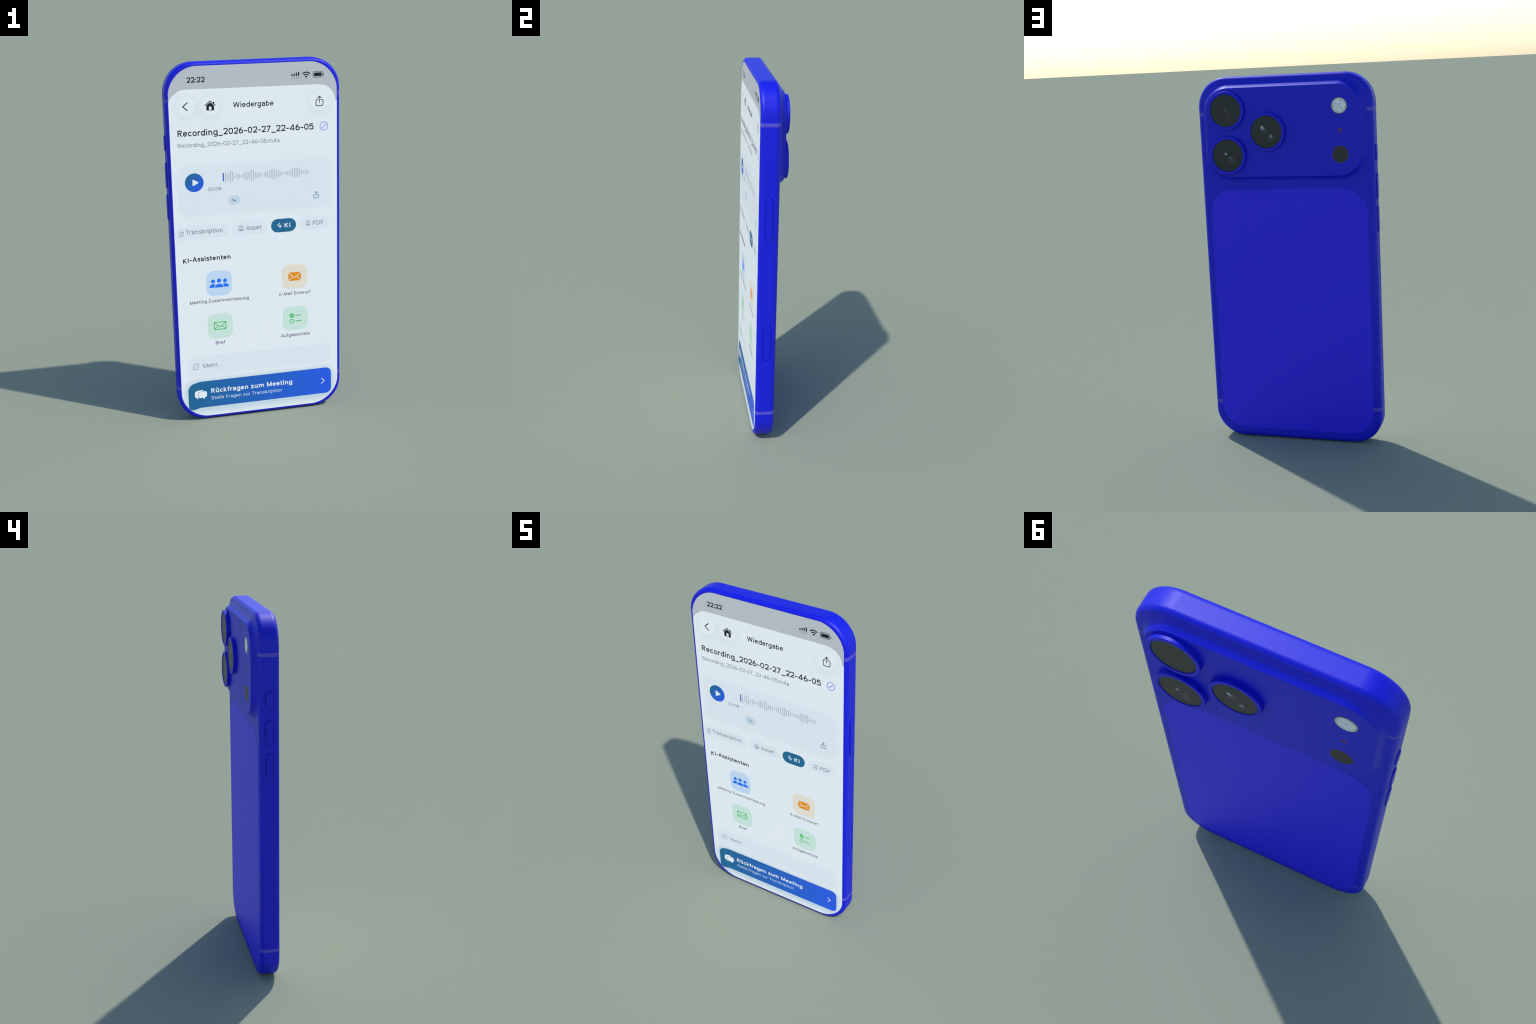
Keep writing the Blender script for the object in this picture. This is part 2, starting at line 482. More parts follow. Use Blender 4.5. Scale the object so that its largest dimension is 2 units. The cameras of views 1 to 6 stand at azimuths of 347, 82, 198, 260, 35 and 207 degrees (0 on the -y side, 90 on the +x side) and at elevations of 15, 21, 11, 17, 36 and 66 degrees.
# ---- app sheet with rounded shoulders, leaving the grey status bar above
outline = [p for p in screen_outline(0.0003)]
lower = [p for p in outline if p[1] < 0.5]                       # bottom-left to bottom-right round the corners
lower.sort(key=lambda p: math.atan2(p[1] - 0.9, p[0]))
top_right = [(0.4587, 1.768), (0.4482, 1.7695), (0.4470, 1.7790), (0.4452, 1.7890), (0.4415, 1.8000), (0.4350, 1.8135), (0.4260, 1.8265), (0.4140, 1.8375), (0.4000, 1.8470), (0.3850, 1.8530), (0.3700, 1.8565), (0.3550, 1.8582)]
top_left = [(-0.3600, 1.8612), (-0.3760, 1.8606), (-0.3900, 1.8588), (-0.4020, 1.8545), (-0.4120, 1.8490), (-0.4230, 1.8395), (-0.4330, 1.8330), (-0.4440, 1.8230), (-0.4520, 1.8105), (-0.4575, 1.7970), (-0.4587, 1.7900)]
flat("app_sheet", [[lower + top_right + top_left]], 1, MAT_SHEET)

# ---- lettering: a plain grotesque alphabet drawn as pen strokes (capital height = 1)
XH, ASC, DESC = 0.735, 1.035, -0.275
def ell(cx, cz, rx, rz, a0, a1, n=None, p=2.25):
    """slightly squared ellipse arc, as grotesque bowls are"""
    n = n or max(4, int(abs(a1 - a0) / 11))
    pts = []
    for i in range(n + 1):
        a = math.radians(a0 + (a1 - a0) * i / n); c, s = math.cos(a), math.sin(a)
        pts.append((cx + rx * math.copysign(abs(c) ** (2 / p), c), cz + rz * math.copysign(abs(s) ** (2 / p), s)))
    return pts

def curve(pts, n=7):
    """Catmull-Rom curve through a few hand-set points"""
    P = [Vector(p) for p in pts]; P = [2 * P[0] - P[1]] + P + [2 * P[-1] - P[-2]]
    out = []
    for i in range(1, len(P) - 2):
        a, b, c, d = P[i - 1:i + 3]
        for k in range(n):
            t = k / n
            out.append(tuple(0.5 * (2 * b + (c - a) * t + (2 * a - 5 * b + 4 * c - d) * t * t + (3 * b - a - 3 * c + d) * t ** 3)))
    return out + [tuple(P[-2])]

def glyph(ch, t):
    """strokes (centre lines) and width of a letter drawn with a pen of width t"""
    h = t / 2
    def bowl(W, z0=0.0, z1=XH, a0=0, a1=360): return ell(W / 2, (z0 + z1) / 2, W / 2 - h, (z1 - z0) / 2 - h, a0, a1)
    def arch(x0, x1, top, a0=180, a1=0, rz=0.27): return ell((x0 + x1) / 2, top - h - rz, (x1 - x0) / 2, rz, a0, a1)
    if ch == " ": return [], 0.26
    if ch == ".": return [[(0, h * 1.1), (t * 1.1, h * 1.1)]], t * 1.1
    if ch == ":": return [[(0, h * 1.2), (t * 1.15, h * 1.2)], [(0, XH - h * 1.6), (t * 1.15, XH - h * 1.6)]], t * 1.15
    if ch == "-": return [[(0, 0.40), (0.44, 0.40)]], 0.44
    if ch == "_": return [[(0, -0.12), (0.64, -0.12)]], 0.64
    if ch == "0": return [bowl(0.68, 0, 1)], 0.68
    if ch == "1": return [[(0.02, 0.74), (0.30 - h, 0.96)], [(0.30 - h, 0), (0.30 - h, 1)]], 0.30
    if ch == "2": W = 0.63; return [curve([(h, 0.72), (0.10, 0.88), (0.31, 1 - h), (0.52, 0.885), (W - h, 0.70), (0.48, 0.47), (0.22, 0.22), (0.04, 0.03)]) , [(0.02, h), (W, h)]], W
    if ch == "4": W = 0.70; return [[(0.52, 0), (0.52, 1)], [(0.50, 0.97), (0.04, 0.25)], [(0.0, 0.26 - h * 0.2), (W, 0.26 - h * 0.2)]], W
    if ch == "5": W = 0.63; return [[(0.58, 1 - h), (0.10, 1 - h)], [(0.115, 0.99), (0.075, 0.49)], curve([(0.07, 0.49), (0.18, 0.60), (0.33, 0.645), (0.53, 0.56), (W - h, 0.33), (0.53, 0.12), (0.32, h), (0.11, 0.11), (h, 0.25)])], W
    if ch == "6": W = 0.66; return [ell(W / 2, 0.325, W / 2 - h, 0.325 - h, 0, 360), curve([(h, 0.33), (0.09, 0.58), (0.27, 0.83), (0.40, 0.99)])], W
    if ch == "7": W = 0.61; return [[(0, 1 - h), (W, 1 - h)], [(W - h, 0.97), (0.17, 0)]], W
    if ch == "8": W = 0.65; return [ell(W / 2, 0.28, W / 2 - h, 0.28 - h, 0, 360), ell(W / 2, 0.745, W / 2 - h - 0.03, 0.255 - h, 0, 360)], W
    # capitals
    if ch == "A": W = 0.78; return [[(h * 0.9, 0), (W / 2, 0.985)], [(W / 2, 0.985), (W - h * 0.9, 0)], [(0.17, 0.30), (W - 0.17, 0.30)]], W
    if ch == "B": W = 0.65; return [[(h, 0), (h, 1)], [(h, 1 - h), (0.34, 1 - h)] + ell(0.34, 0.76, 0.25 - h, 0.24 - h, 90, -90) + [(h, 0.52)], [(0.30, 0.52)] + ell(0.36, 0.26 + h * 0.5, W - 0.36 - h, 0.26 - h * 0.5, 90, -90) + [(h, h)]], W
    if ch == "D": W = 0.73; return [[(h, 0), (h, 1)], [(h, 1 - h), (0.27, 1 - h)] + ell(0.27, 0.5, W - 0.27 - h, 0.5 - h, 90, -90) + [(h, h)]], W
    if ch == "E": W = 0.56; return [[(h, 0), (h, 1)], [(h, 1 - h), (W, 1 - h)], [(h, 0.52), (W - 0.04, 0.52)], [(h, h), (W, h)]], W
    if ch == "F": W = 0.54; return [[(h, 0), (h, 1)], [(h, 1 - h), (W, 1 - h)], [(h, 0.49), (W - 0.05, 0.49)]], W
    if ch == "I": return [[(h, 0), (h, 1)]], t
    if ch == "K": W = 0.69; return [[(h, 0), (h, 1)], [(W - h * 1.2, 1), (h, 0.36)], [(0.26, 0.56), (W - h, 0)]], W
    if ch == "M": W = 0.90; return [[(h, 0), (h, 1)], [(W - h, 0), (W - h, 1)], [(h, 0.97), (W / 2, 0.04)], [(W - h, 0.97), (W / 2, 0.04)]], W
    if ch == "P": W = 0.62; return [[(h, 0), (h, 1)], [(h, 1 - h), (0.30, 1 - h)] + ell(0.30, 0.70, W - 0.30 - h, 0.30 - h, 90, -90) + [(h, 0.40 + h)]], W
    if ch == "R": W = 0.65; return [[(h, 0), (h, 1)], [(h, 1 - h), (0.32, 1 - h)] + ell(0.32, 0.715, W - 0.34 - h, 0.285 - h, 90, -90) + [(h, 0.43 + h)], [(0.34, 0.43), (W - h * 0.8, 0)]], W
    if ch == "S": W = 0.64; return [curve([(W - h - 0.01, 0.76), (0.52, 0.90), (0.32, 1 - h), (0.12, 0.90), (h, 0.75), (0.12, 0.60), (0.34, 0.52), (0.54, 0.43), (W - h, 0.27), (0.53, 0.10), (0.32, h), (0.10, 0.11), (h - 0.02, 0.27)])], W
    if ch == "T": W = 0.68; return [[(0, 1 - h), (W, 1 - h)], [(W / 2, 0), (W / 2, 1)]], W
    if ch == "W": W = 1.12; return [[(h, 1), (0.29, 0.02)], [(0.29, 0.02), (W / 2, 0.97)], [(W / 2, 0.97), (W - 0.29, 0.02)], [(W - 0.29, 0.02), (W - h, 1)]], W
    if ch == "Z": W = 0.65; return [[(0.02, 1 - h), (W - 0.02, 1 - h)], [(W - h - 0.02, 0.96), (h, 0.04)], [(0, h), (W, h)]], W
    # small letters
    if ch == "a": W = 0.55; return [curve([(h + 0.01, 0.52), (0.10, 0.64), (0.28, XH - h), (0.43, 0.64), (W - h, 0.47)]) + [(W - h, 0)], curve([(W - h, 0.435), (0.33, 0.415), (0.13, 0.36), (h, 0.21), (0.11, 0.085), (0.24, h), (0.40, 0.10), (W - h, 0.25)])], W
    if ch in "bdp":
        W = 0.63; r = bowl(W)
        if ch == "b": return [r, [(h, 0), (h, ASC)]], W
        if ch == "d": return [r, [(W - h, 0), (W - h, ASC)]], W
        return [r, [(h, DESC), (h, XH)]], W
    if ch == "c": W = 0.59; return [bowl(W, a0=38, a1=322)], W - 0.05
    if ch == "e": W = 0.61; return [bowl(W, a0=0, a1=325), [(h, 0.375), (W - h * 0.4, 0.375)]], W
    if ch == "f": W = 0.38; return [curve([(W, ASC - h), (0.27, ASC - h - 0.005), (0.18, 0.90), (0.165, 0.76)]) + [(0.165, 0)], [(0, XH - h), (W - 0.02, XH - h)]], W
    if ch == "g": W = 0.63; return [bowl(W), curve([(W - h, XH), (W - h, 0.35), (W - h, 0.02), (0.53, -0.17), (0.32, DESC + h), (0.13, -0.19), (h, -0.10)])], W
    if ch == "h": W = 0.58; return [[(h, 0), (h, ASC)], arch(h, W - h, XH, 165) + [(W - h, 0)]], W
    if ch == "i": return [[(h, 0), (h, XH)], [(h - t * 0.58, 0.94), (h + t * 0.58, 0.94)]], t
    if ch == "k": W = 0.57; return [[(h, 0), (h, ASC)], [(W - h * 1.2, XH), (h, 0.22)], [(0.22, 0.40), (W - h, 0)]], W
    if ch == "l": return [[(h, 0), (h, ASC)]], t
    if ch == "m": W = 0.97; c = W / 2; return [[(h, 0), (h, XH)], arch(h, c, XH, 165) + [(c, 0)], arch(c, W - h, XH, 165) + [(W - h, 0)]], W
    if ch == "n": W = 0.58; return [[(h, 0), (h, XH)], arch(h, W - h, XH, 165) + [(W - h, 0)]], W
    if ch == "o": return [bowl(0.64)], 0.64
    if ch == "r": W = 0.36; return [[(h, 0), (h, XH)], arch(h, W + 0.20, XH, 165, 76)], W
    if ch == "s": W = 0.52; return [curve([(W - h, 0.55), (0.40, 0.655), (0.255, XH - h), (0.11, 0.65), (h + 0.01, 0.54), (0.12, 0.44), (0.29, 0.385), (0.43, 0.31), (W - h, 0.20), (0.42, 0.085), (0.255, h), (0.10, 0.09), (h - 0.02, 0.20)])], W
    if ch == "t": W = 0.37; return [[(0.16, 0.93), (0.16, 0.25)] + curve([(0.16, 0.22), (0.19, 0.09), (0.27, h + 0.005), (W, h)]), [(0, XH - h), (W, XH - h)]], W
    if ch in "uü":
        W = 0.58; s = [[(W - h, 0), (W - h, XH)], [(h, XH)] + ell(W / 2, 0.27 + h, W / 2 - h, 0.27, 180, 345)]
        if ch == "ü": s += [[(0.10, 0.93), (0.10 + t * 1.05, 0.93)], [(W - 0.10 - t * 1.05, 0.93), (W - 0.10, 0.93)]]
        return s, W
    if ch == "w": W = 0.90; return [[(h * 0.9, XH), (0.235, 0.02)], [(0.235, 0.02), (W / 2, XH - 0.02)], [(W / 2, XH - 0.02), (W - 0.235, 0.02)], [(W - 0.235, 0.02), (W - h * 0.9, XH)]], W
    if ch == "z": W = 0.53; return [[(0.02, XH - h), (W - 0.02, XH - h)], [(W - h - 0.01, XH - 0.04), (h, 0.04)], [(0, h), (W, h)]], W
    if ch == "×": W = 0.46; return [[(0.02, 0.14), (W - 0.02, 0.58)], [(0.02, 0.58), (W - 0.02, 0.14)]], W
    raise ValueError(ch)

ROUND_SIDE = set("0268bcdegopqs:.-_5ATWrft7wz× ")
def text(name, body, x0, x1, base, cap, mat, bold=0.13, k=3, warp=None, parent=None):
    """one line of lettering fitted between x0 and x1 on a baseline; bold is the pen width in capital heights"""
    items, x = [], 0.0
    space = 0.092 - 0.15 * (bold - 0.13)
    for ch in body:
        strokes, W = glyph(ch, bold)
        l = space * (0.62 if ch in ROUND_SIDE else 1.0)
        x += l
        items.append((x, strokes)); x += W + l
    pts = [p[0] + X for X, st in items for s in st for p in s]
    lo, hi = min(pts) - bold * 0.3, max(pts) + bold * 0.3
    sx = (x1 - x0) / (hi - lo); sz = cap
    bm = bmesh.new()
    n_stroke = 0
    for X, st in items:
        for s in st:
            P = [Vector((x0 + (p[0] + X - lo) * sx, base + p[1] * sz)) for p in s]
            closed = (P[0] - P[-1]).length < 1e-6 and len(P) > 4
            if closed: P = P[:-1]
            n = len(P); row = []
            y = level(k) - 0.000018 * (n_stroke % 5); n_stroke += 1
            hw = bold * (sx + sz) / 4
            for i, p in enumerate(P):
                a = P[i - 1] if (i or closed) else None
                b = P[(i + 1) % n] if (i < n - 1 or closed) else None
                t1 = (p - a).normalized() if a else (b - p).normalized()
                t2 = (b - p).normalized() if b else t1
                n1, n2 = Vector((-t1.y, t1.x)), Vector((-t2.y, t2.x))
                m = n1 + n2
                m = m.normalized() if m.length > 1e-6 else n1
                m *= min(1 / max(m.dot(n1), 0.5), 1.6)
                pair = []
                for q in (p + m * hw, p - m * hw):
                    c = warp(q.x, q.y) if warp else (q.x, q.y)
                    pair.append(bm.verts.new((c[0], y, c[1])))
                row.append(pair)
            if closed: row.append(row[0])
            for u, v in zip(row, row[1:]):
                bm.faces.new((u[0], u[1], v[1], v[0]))
    bm.normal_update()
    for f in bm.faces:
        if f.normal.y > 0: f.normal_flip()
    me = bpy.data.meshes.new(name); bm.to_mesh(me); bm.free()
    return add(name, me, mat, parent or screen)

# status bar
text("clock_text", "22:22", -0.3575, -0.2597, 1.8965, 0.0272, MAT_DARK, 0.175, k=1)
for x, h in ((0.2056, 0.0106), (0.2179, 0.0146), (0.2302, 0.0190), (0.2425, 0.0232)):
    flat("signal_bar", [[rounded_rect(x, x + 0.0069, 1.9056, 1.9056 + h, 0.0018, 4)]], 1, MAT_DARK)
flat("signal_dots", [[circle(x, 1.8957, 0.0038, 16)] for x in (0.2101, 0.2226, 0.2350, 0.2471)], 1, MAT_PALE_DOT)
wc = (0.2877, 1.8937)
flat("wireless_symbol", [[arc(*wc, r1, 48, 132) + list(reversed(arc(*wc, r0, 46, 134)))] for r0, r1 in ((0.0275, 0.0335), (0.0165, 0.0222))] + [[[wc] + arc(*wc, 0.0110, 48, 132)]], 1, MAT_DARK)
flat("battery_outline", [frame_rect(0.3238, 0.3798, 1.8942, 1.9272, 0.0085, 0.0026), [rounded_rect(0.3815, 0.3858, 1.9032, 1.9150, 0.0020, 4)]], 1, MAT_DARK)
flat("battery_charge", [[rounded_rect(0.3302, 0.3735, 1.9010, 1.9198, 0.0030, 5)]], 1, MAT_DARK)

# header
B_BACK = flat("round_button", [[circle(-0.3673, 1.7741, 0.0508, 64)]], 2, MAT_BUTTON)
B_HOME = flat("round_button", [[circle(-0.2380, 1.7730, 0.0508, 64)]], 2, MAT_BUTTON)
B_SHARE = flat("round_button", [[circle(0.3598, 1.7712, 0.0512, 64)]], 2, MAT_BUTTON)
flat("back_arrow", [[stroke([(-0.3585, 1.7938), (-0.3822, 1.7738), (-0.3595, 1.7530)], 0.0052)]], 3, MAT_DARK)
flat("home_symbol", [[stroke([(-0.2650, 1.7750), (-0.2376, 1.7972), (-0.2100, 1.7742)], 0.0044)],
                     [[(-0.2575, 1.7755), (-0.2378, 1.7905), (-0.2172, 1.7742), (-0.2168, 1.7495), (-0.2188, 1.7474), (-0.2560, 1.7486), (-0.2578, 1.7502)],
                      [(-0.2303, 1.7506), (-0.2303, 1.7672), (-0.2314, 1.7684), (-0.2428, 1.7686), (-0.2440, 1.7674), (-0.2442, 1.7508)]],
                     [[(-0.2210, 1.7926), (-0.2146, 1.7924), (-0.2150, 1.7810), (-0.2210, 1.7858)]]], 3, MAT_DARK)
text("heading_text", "Wiedergabe", -0.1131, 0.1060, 1.7575, 0.0280, MAT_DARK, 0.15, k=2)

def share_symbol(name, x0, x1, z0, z1, tip, stem, wing, w, mat, k, r):
    cx = (x0 + x1) / 2; gap = (x1 - x0) * 0.155; h = w / 2
    a = [(cx - gap, z1 - h), (x0 + r, z1 - h)] + arc(x0 + h + r - h, z1 - r, r - h, 90, 180, 6)[1:] + arc(x0 + r, z0 + r, r - h, 180, 270, 6) \
        + arc(x1 - r, z0 + r, r - h, 270, 360, 6) + arc(x1 - r, z1 - r, r - h, 0, 90, 6) + [(cx + gap, z1 - h)]
    wx = wing
    return flat(name, [[stroke(a, w)], [stroke([(cx - wx, tip - wx * 0.98), (cx, tip - 0.001), (cx + wx, tip - wx * 0.98)], w)],
                       [stroke([(cx, tip - w * 1.6), (cx, stem)], w)]], k, mat)

share_symbol("share_symbol", 0.3385, 0.3821, 1.7408, 1.7790, 1.7955, 1.7605, 0.0098, 0.0042, MAT_DARK, 3, 0.0105)
text("title_text", "Recording_2026-02-27_22-46-05", -0.4151, 0.3252, 1.6182, 0.0330, MAT_DARK, 0.155, k=2)
text("file_name_text", "Recording_2026-02-27_22-46-05.m4a", -0.4166, 0.1340, 1.5600, 0.0222, MAT_GREY, 0.122, k=2)
flat("edit_symbol", [ring(0.3843, 1.6333, 0.0220, 0.0030), [stroke([(0.3738, 1.6229), (0.3920, 1.6394)], 0.0034)], [stroke([(0.3938, 1.6411), (0.3952, 1.6424)], 0.0034)]], 2, MAT_INDIGO)

# player card
card = flat("player_card", [[rounded_rect(-0.4195, 0.4160, 1.2005, 1.4540, 0.052, 14)]], 2, MAT_CARD)
flat("play_button", [[circle(-0.3378, 1.3690, 0.0506, 72)]], 3, MAT_PLAY)
def soft_triangle(a, b, c, r):
    pts = []
    T = [Vector(a), Vector(b), Vector(c)]
    for i in range(3):
        p, q, s = T[i - 1], T[i], T[(i + 1) % 3]
        u = q + (p - q).normalized() * r; v = q + (s - q).normalized() * r
        for k in range(7):
            t = k / 6; pts.append(tuple(u * (1 - t) ** 2 + q * 2 * t * (1 - t) + v * t * t))
    return pts
flat("play_arrow", [[soft_triangle((-0.3472, 1.3885), (-0.3478, 1.3492), (-0.3122, 1.3684), 0.0075)]], 4, MAT_WHITE)
text("time_text", "00:08", -0.2635, -0.1940, 1.3185, 0.0192, MAT_GREY, 0.122)
flat("waveform_played", [[rounded_rect(-0.1828, -0.1762, 1.3655, 1.4125, 0.0033, 5)]], 3, MAT_PLAYED)
WAVE = (53, 37, 64, 52, 17, 33, 24.5, 10, 36.5, 48, 37, 61, 60, 29, 34, 26.5, 11, 26, 37, 36, 57, 58, 41, 42, 27.5, 12, 22, 23.5, 30.5, 55.5, 52, 47, 55, 28.5, 15.5, 28.5, 14)
bars = []
for i, h in enumerate(WAVE):
    x = -0.1666 + 0.01279 * i; h = h * 0.0005
    bars.append([rounded_rect(x - 0.0034, x + 0.0034, 1.3880 - h, 1.3880 + h, 0.0034, 5)])
o = flat("waveform_bars", bars, 3, MAT_BAR); o["kind"] = "stuff"
flat("speed_chip", [[rounded_rect(-0.1574, -0.0899, 1.2335, 1.2838, 0.0252, 12)]], 3, MAT_CHIP)
text("speed_text", "1×", -0.1372, -0.1114, 1.2506, 0.0165, MAT_STEEL, 0.15, k=4)
share_symbol("share_symbol", 0.3228, 0.3546, 1.2367, 1.2610, 1.2752, 1.2503, 0.0072, 0.0034, MAT_STEEL, 3, 0.0075)

# tab chips
flat("tab_chip", [[dense(rounded_rect(-0.4586, -0.1600, 1.0612, 1.1365, 0.0376, 12), 0.01)]], 2, MAT_CARD, sag(0.22, -0.385))
flat("tab_chip", [[rounded_rect(-0.1390, 0.0585, 1.0615, 1.1355, 0.0370, 12)]], 2, MAT_CARD)
flat("selected_tab_chip", [[rounded_rect(0.0786, 0.2211, 1.0602, 1.1360, 0.0378, 14)]], 2, MAT_TEAL)
flat("tab_chip", [[rounded_rect(0.2409, 0.4150, 1.0635, 1.1356, 0.0360, 12)]], 2, MAT_CARD)
w = sag(0.22, -0.385)
text("tab_text", "Transkription", -0.3962, -0.1938, 1.0878, 0.0245, MAT_GREY, 0.128, warp=w)
text("tab_text", "Asset", -0.0610, 0.0241, 1.0868, 0.0240, MAT_GREY, 0.128)
text("tab_text", "KI", 0.1554, 0.1866, 1.0855, 0.0247, MAT_WHITE, 0.18)
text("tab_text", "PDF", 0.3175, 0.3796, 1.0864, 0.0246, MAT_GREY, 0.128)
flat("document_symbol", [[[(-0.4292, 1.1152), (-0.4292, 1.0858), (-0.4088, 1.0858), (-0.4088, 1.1075), (-0.4160, 1.1152)],
                           [(-0.4271, 1.1131), (-0.4178, 1.1131), (-0.4178, 1.1058), (-0.4109, 1.1058), (-0.4109, 1.0879), (-0.4271, 1.0879)]],
                         [stroke([(-0.4236, 1.1000), (-0.4144, 1.1000)], 0.0018)], [stroke([(-0.4236, 1.0940), (-0.4144, 1.0940)], 0.0018)]], 3, MAT_GREY, w)
flat("picture_stack_symbol", [frame_rect(-0.1044, -0.0762, 1.0858, 1.1068, 0.0045, 0.0022), [rounded_rect(-0.1012, -0.0794, 1.1086, 1.1104, 0.0008, 3)], [rounded_rect(-0.0990, -0.0816, 1.1128, 1.1147, 0.0008, 3)],
                              [circle(-0.0950, 1.0998, 0.0022, 16)], [[(-0.1018, 1.0884), (-0.1018, 1.0920), (-0.0975, 1.0942), (-0.0930, 1.0918), (-0.0870, 1.0966), (-0.0788, 1.0905), (-0.0788, 1.0884)]]], 3, MAT_GREY)
def star(cx, cz, r, q=0.28):
    pts = []
    for i in range(4):
        a = math.pi / 2 * i
        pts.append((cx + r * math.cos(a), cz + r * math.sin(a)))
        pts.append((cx + r * q * math.cos(a + math.pi / 4), cz + r * q * math.sin(a + math.pi / 4)))
    return pts
flat("sparkle_symbol", [[star(0.1297, 1.0938, 0.0140)], [star(0.1188, 1.1030, 0.0068, 0.38)], [star(0.1264, 1.1113, 0.0042, 0.6)]], 3, MAT_WHITE)
flat("document_picture_symbol", [frame_rect(0.2781, 0.3012, 1.0837, 1.1131, 0.0038, 0.0020), [[(0.2812, 1.0915), (0.2812, 1.0938), (0.2856, 1.0968), (0.2900, 1.0945), (0.2945, 1.0968), (0.2982, 1.0935), (0.2982, 1.0915), (0.2900, 1.0900)]],
                                 [circle(0.2855, 1.1050, 0.0023, 14)], [stroke([(0.2905, 1.1072), (0.2968, 1.1072)], 0.0018)], [stroke([(0.2905, 1.1022), (0.2968, 1.1022)], 0.0018)]], 3, MAT_GREY)

# assistants
text("section_text", "KI-Assistenten", -0.4168, -0.1545, 0.9332, 0.0258, MAT_DARK, 0.17, k=2, warp=sag(0.13, -0.362))
def tile(cx, cz, hx, hz, fill, edge):
    m_e = new_mat("tile_edge", ui(*edge), 0.5, 0.4); m_f = new_mat("tile_fill", ui(*fill), 0.5, 0.4)
    e = flat("assistant_tile", [[rounded_rect(cx - hx, cx + hx, cz - hz, cz + hz, 0.040, 14)]], 2, m_e)
    b = 0.0018
    flat("tile_face", [[rounded_rect(cx - hx + b, cx + hx - b, cz - hz + b, cz + hz - b, 0.0385, 14)]], 3, m_f)
    return m_f
tile(-0.2225, 0.7995, 0.0706, 0.0708, (187, 213, 239), (172, 206, 244))
mf_orange = tile(0.2086, 0.7990, 0.0728, 0.0698, (221, 219, 206), (231, 215, 188))
tile(-0.2242, 0.5502, 0.0702, 0.0714, (195, 225, 217), (176, 226, 200))
mf_list = tile(0.2103, 0.5522, 0.0728, 0.0700, (195, 225, 217), (176, 226, 200))
MAT_ICON_BLUE = new_mat("icon_blue", ui(32, 114, 240), 0.5, 0.4)
MAT_ICON_ORANGE = new_mat("icon_orange", ui(222, 141, 40), 0.5, 0.4)
MAT_ICON_GREEN = new_mat("icon_green", ui(58, 181, 92), 0.5, 0.4)
side_l = arc(-0.2552, 0.7765, 0.0225, 180, 62, 14, 0.0200) + arc(-0.2225, 0.7758, 0.0275, 138, 180, 6, 0.0255)
side_r = [(2 * -0.2225 - x, z) for x, z in side_l]
flat("people_symbol", [[circle(-0.2562, 0.8122, 0.0108, 28)], [circle(-0.2224, 0.8144, 0.0118, 28)], [circle(-0.1887, 0.8122, 0.0108, 28)],
                       [arc(-0.2224, 0.7752, 0.0243, 0, 180, 22, 0.0206)], [side_l], [side_r]], 4, MAT_ICON_BLUE)
flat("envelope_symbol", [[rounded_rect(0.1726, 0.2452, 0.7740, 0.8237, 0.0030, 4)]], 4, MAT_ICON_ORANGE)
flat("envelope_folds", [[stroke([(0.1720, 0.8218), (0.2030, 0.7962), (0.2086, 0.7935), (0.2146, 0.7962), (0.2458, 0.8218)], 0.0042, False)],
                        [stroke([(0.1722, 0.7752), (0.1975, 0.7985)], 0.0040, False)], [stroke([(0.2456, 0.7752), (0.2200, 0.7985)], 0.0040, False)]], 5, mf_orange)
flat("letter_symbol", [frame_rect(-0.2600, -0.1895, 0.5290, 0.5758, 0.0055, 0.0044)], 4, MAT_ICON_GREEN)
flat("letter_folds", [[stroke([(-0.2575, 0.5730), (-0.2295, 0.5475), (-0.2246, 0.5450), (-0.2198, 0.5475), (-0.1920, 0.5730)], 0.0040, False)],
                      [stroke([(-0.2575, 0.5315), (-0.2358, 0.5510)], 0.0040, False)], [stroke([(-0.1920, 0.5315), (-0.2136, 0.5510)], 0.0040, False)]], 5, MAT_ICON_GREEN)
flat("checklist_symbol", [[circle(0.1890, 0.5686, 0.0130, 36)], ring(0.1889, 0.5346, 0.0112, 0.0040, 36), [stroke([(0.2100, 0.5686), (0.2428, 0.5686)], 0.0046)], [stroke([(0.2100, 0.5346), (0.2428, 0.5346)], 0.0046)]], 4, MAT_ICON_GREEN)
flat("check_mark", [[stroke([(0.1832, 0.5684), (0.1872, 0.5640), (0.1946, 0.5732)], 0.0036)]], 5, mf_list)
text("assistant_text", "Meeting Zusammenfassung", -0.3883, -0.0574, 0.6915, 0.0184, MAT_MID, 0.13, k=2, warp=sag(0.12, -0.362))
text("assistant_text", "E-Mail Entwurf", 0.1189, 0.3003, 0.6924, 0.0182, MAT_MID, 0.13, k=2)
text("assistant_text", "Brief", -0.2527, -0.1987, 0.4434, 0.0196, MAT_MID, 0.13, k=2)
text("assistant_text", "Aufgabenliste", 0.1248, 0.2945, 0.4448, 0.0190, MAT_MID, 0.13, k=2)

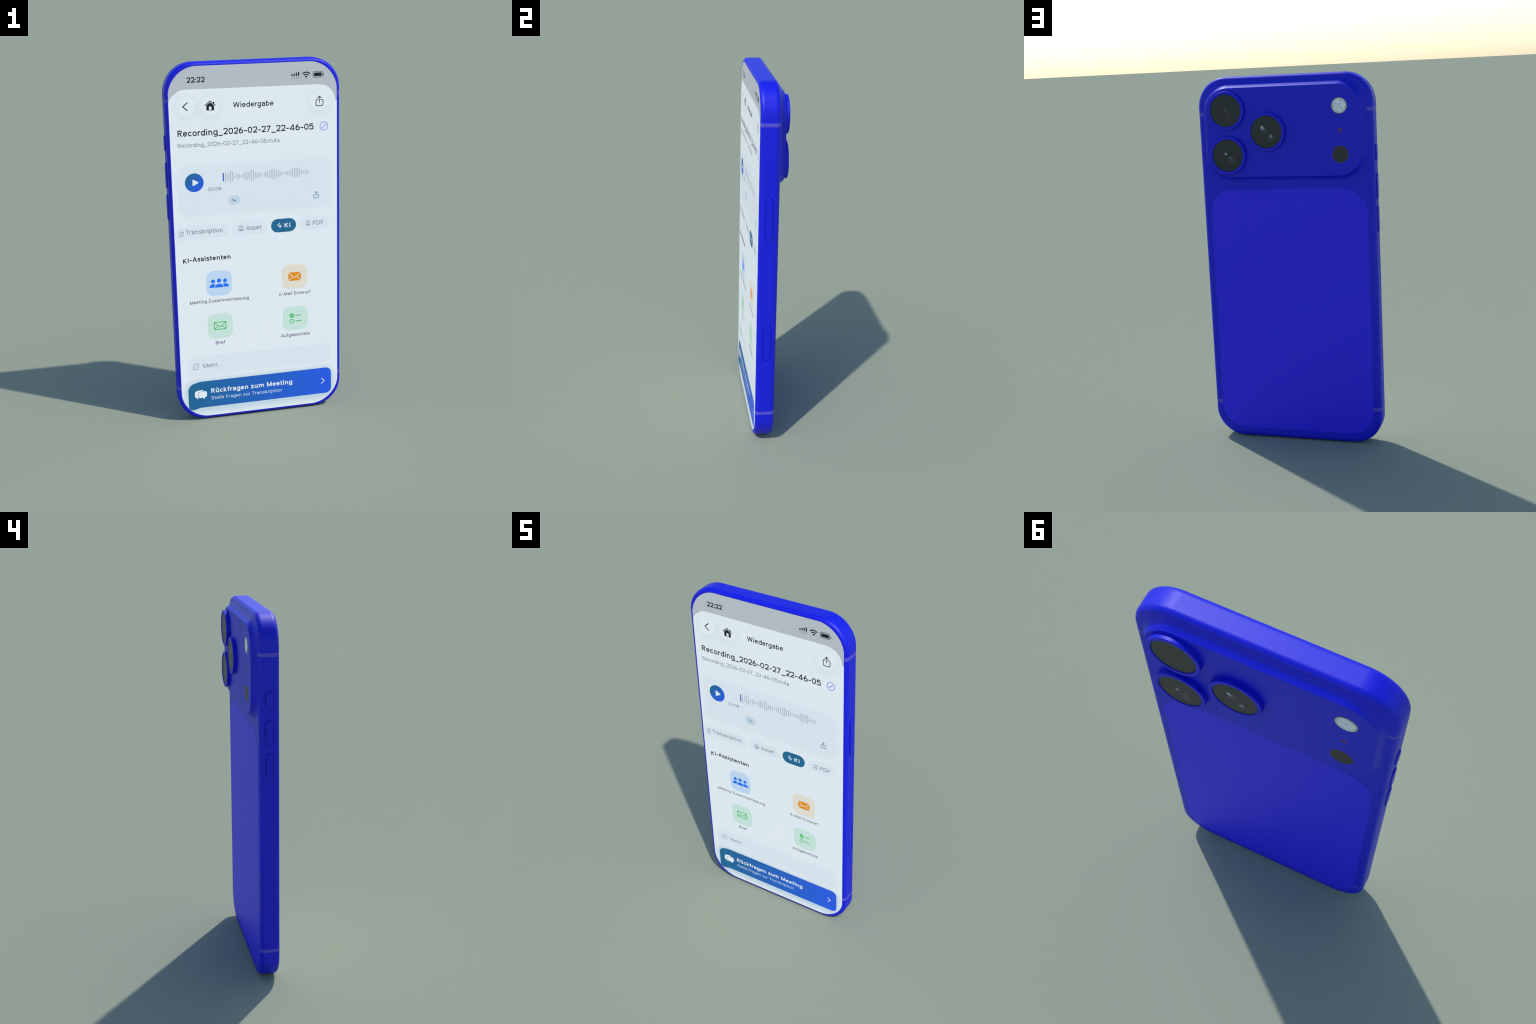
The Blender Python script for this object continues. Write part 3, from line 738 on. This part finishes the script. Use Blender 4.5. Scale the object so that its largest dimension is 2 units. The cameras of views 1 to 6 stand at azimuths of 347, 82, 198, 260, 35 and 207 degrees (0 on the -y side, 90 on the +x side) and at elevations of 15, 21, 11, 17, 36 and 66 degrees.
# "more" field
w = sag(0.27, -0.362)
flat("more_field", [[dense(rounded_rect(-0.4193, 0.4193, 0.2662, 0.3826, 0.030, 12), 0.01)]], 2, MAT_CARD, w)
flat("more_symbol", [ring(-0.3698, 0.3235, 0.0165, 0.0026)] + [[circle(-0.3698 + d, 0.3235, 0.0019, 12)] for d in (-0.0075, 0, 0.0075)], 3, MAT_STEEL, lambda x, z: (x, z + 0.32 * (x + 0.3698) - 0.001))
text("more_text", "Mehr...", -0.3306, -0.2244, 0.3108, 0.0246, MAT_STEEL_SOFT, 0.105)

# question banner
def banner_warp(x, z):
    t = (x + 0.36) / 0.78
    return (x, z + 0.0022 * max(0, min(1, t)) - 0.27 * max(0.0, -0.353 - x))
flat("question_banner", [[dense(rounded_rect(-0.4203, 0.4195, 0.0715, 0.2296, 0.0330, 12), 0.01)]], 2, MAT_BANNER, banner_warp)
text("banner_title_text", "Rückfragen zum Meeting", -0.2887, 0.1849, 0.1548, 0.0272, MAT_WHITE, 0.18)
text("banner_subtitle_text", "Stelle Fragen zur Transkription", -0.2892, 0.1226, 0.1145, 0.0196, MAT_PALE, 0.125)
flat("next_arrow", [[stroke([(0.3618, 0.1678), (0.3790, 0.1512), (0.3616, 0.1356)], 0.0042)]], 3, MAT_WHITE)
def bubble(x0, x1, z0, z1, r, tail, tx0, tx1):
    lp = rounded_rect(x0, x1, z0, z1, r, 8)
    cut = [i for i, p in enumerate(lp) if p[1] < z0 + 1e-5]
    i = cut[0]
    return lp[:i + 1] + [(tx0, z0), tail, (tx1, z0)] + lp[i + 1:]
w = lambda x, z: (x, z + 0.12 * (x + 0.345))
flat("chat_bubble", [[bubble(-0.3838, -0.3330, 0.1362, 0.1790, 0.013, (-0.3685, 0.1262), -0.3715, -0.3625)]], 3, MAT_WHITE, w)
flat("bubble_gap", [[rounded_rect(-0.3637, -0.3130, 0.1292, 0.1702, 0.012, 8)]], 4, MAT_BANNER, w)
flat("chat_bubble", [[bubble(-0.3614, -0.3148, 0.1312, 0.1682, 0.011, (-0.3283, 0.1205), -0.3400, -0.3275)]], 5, MAT_WHITE, w)

bpy.context.view_layer.update()
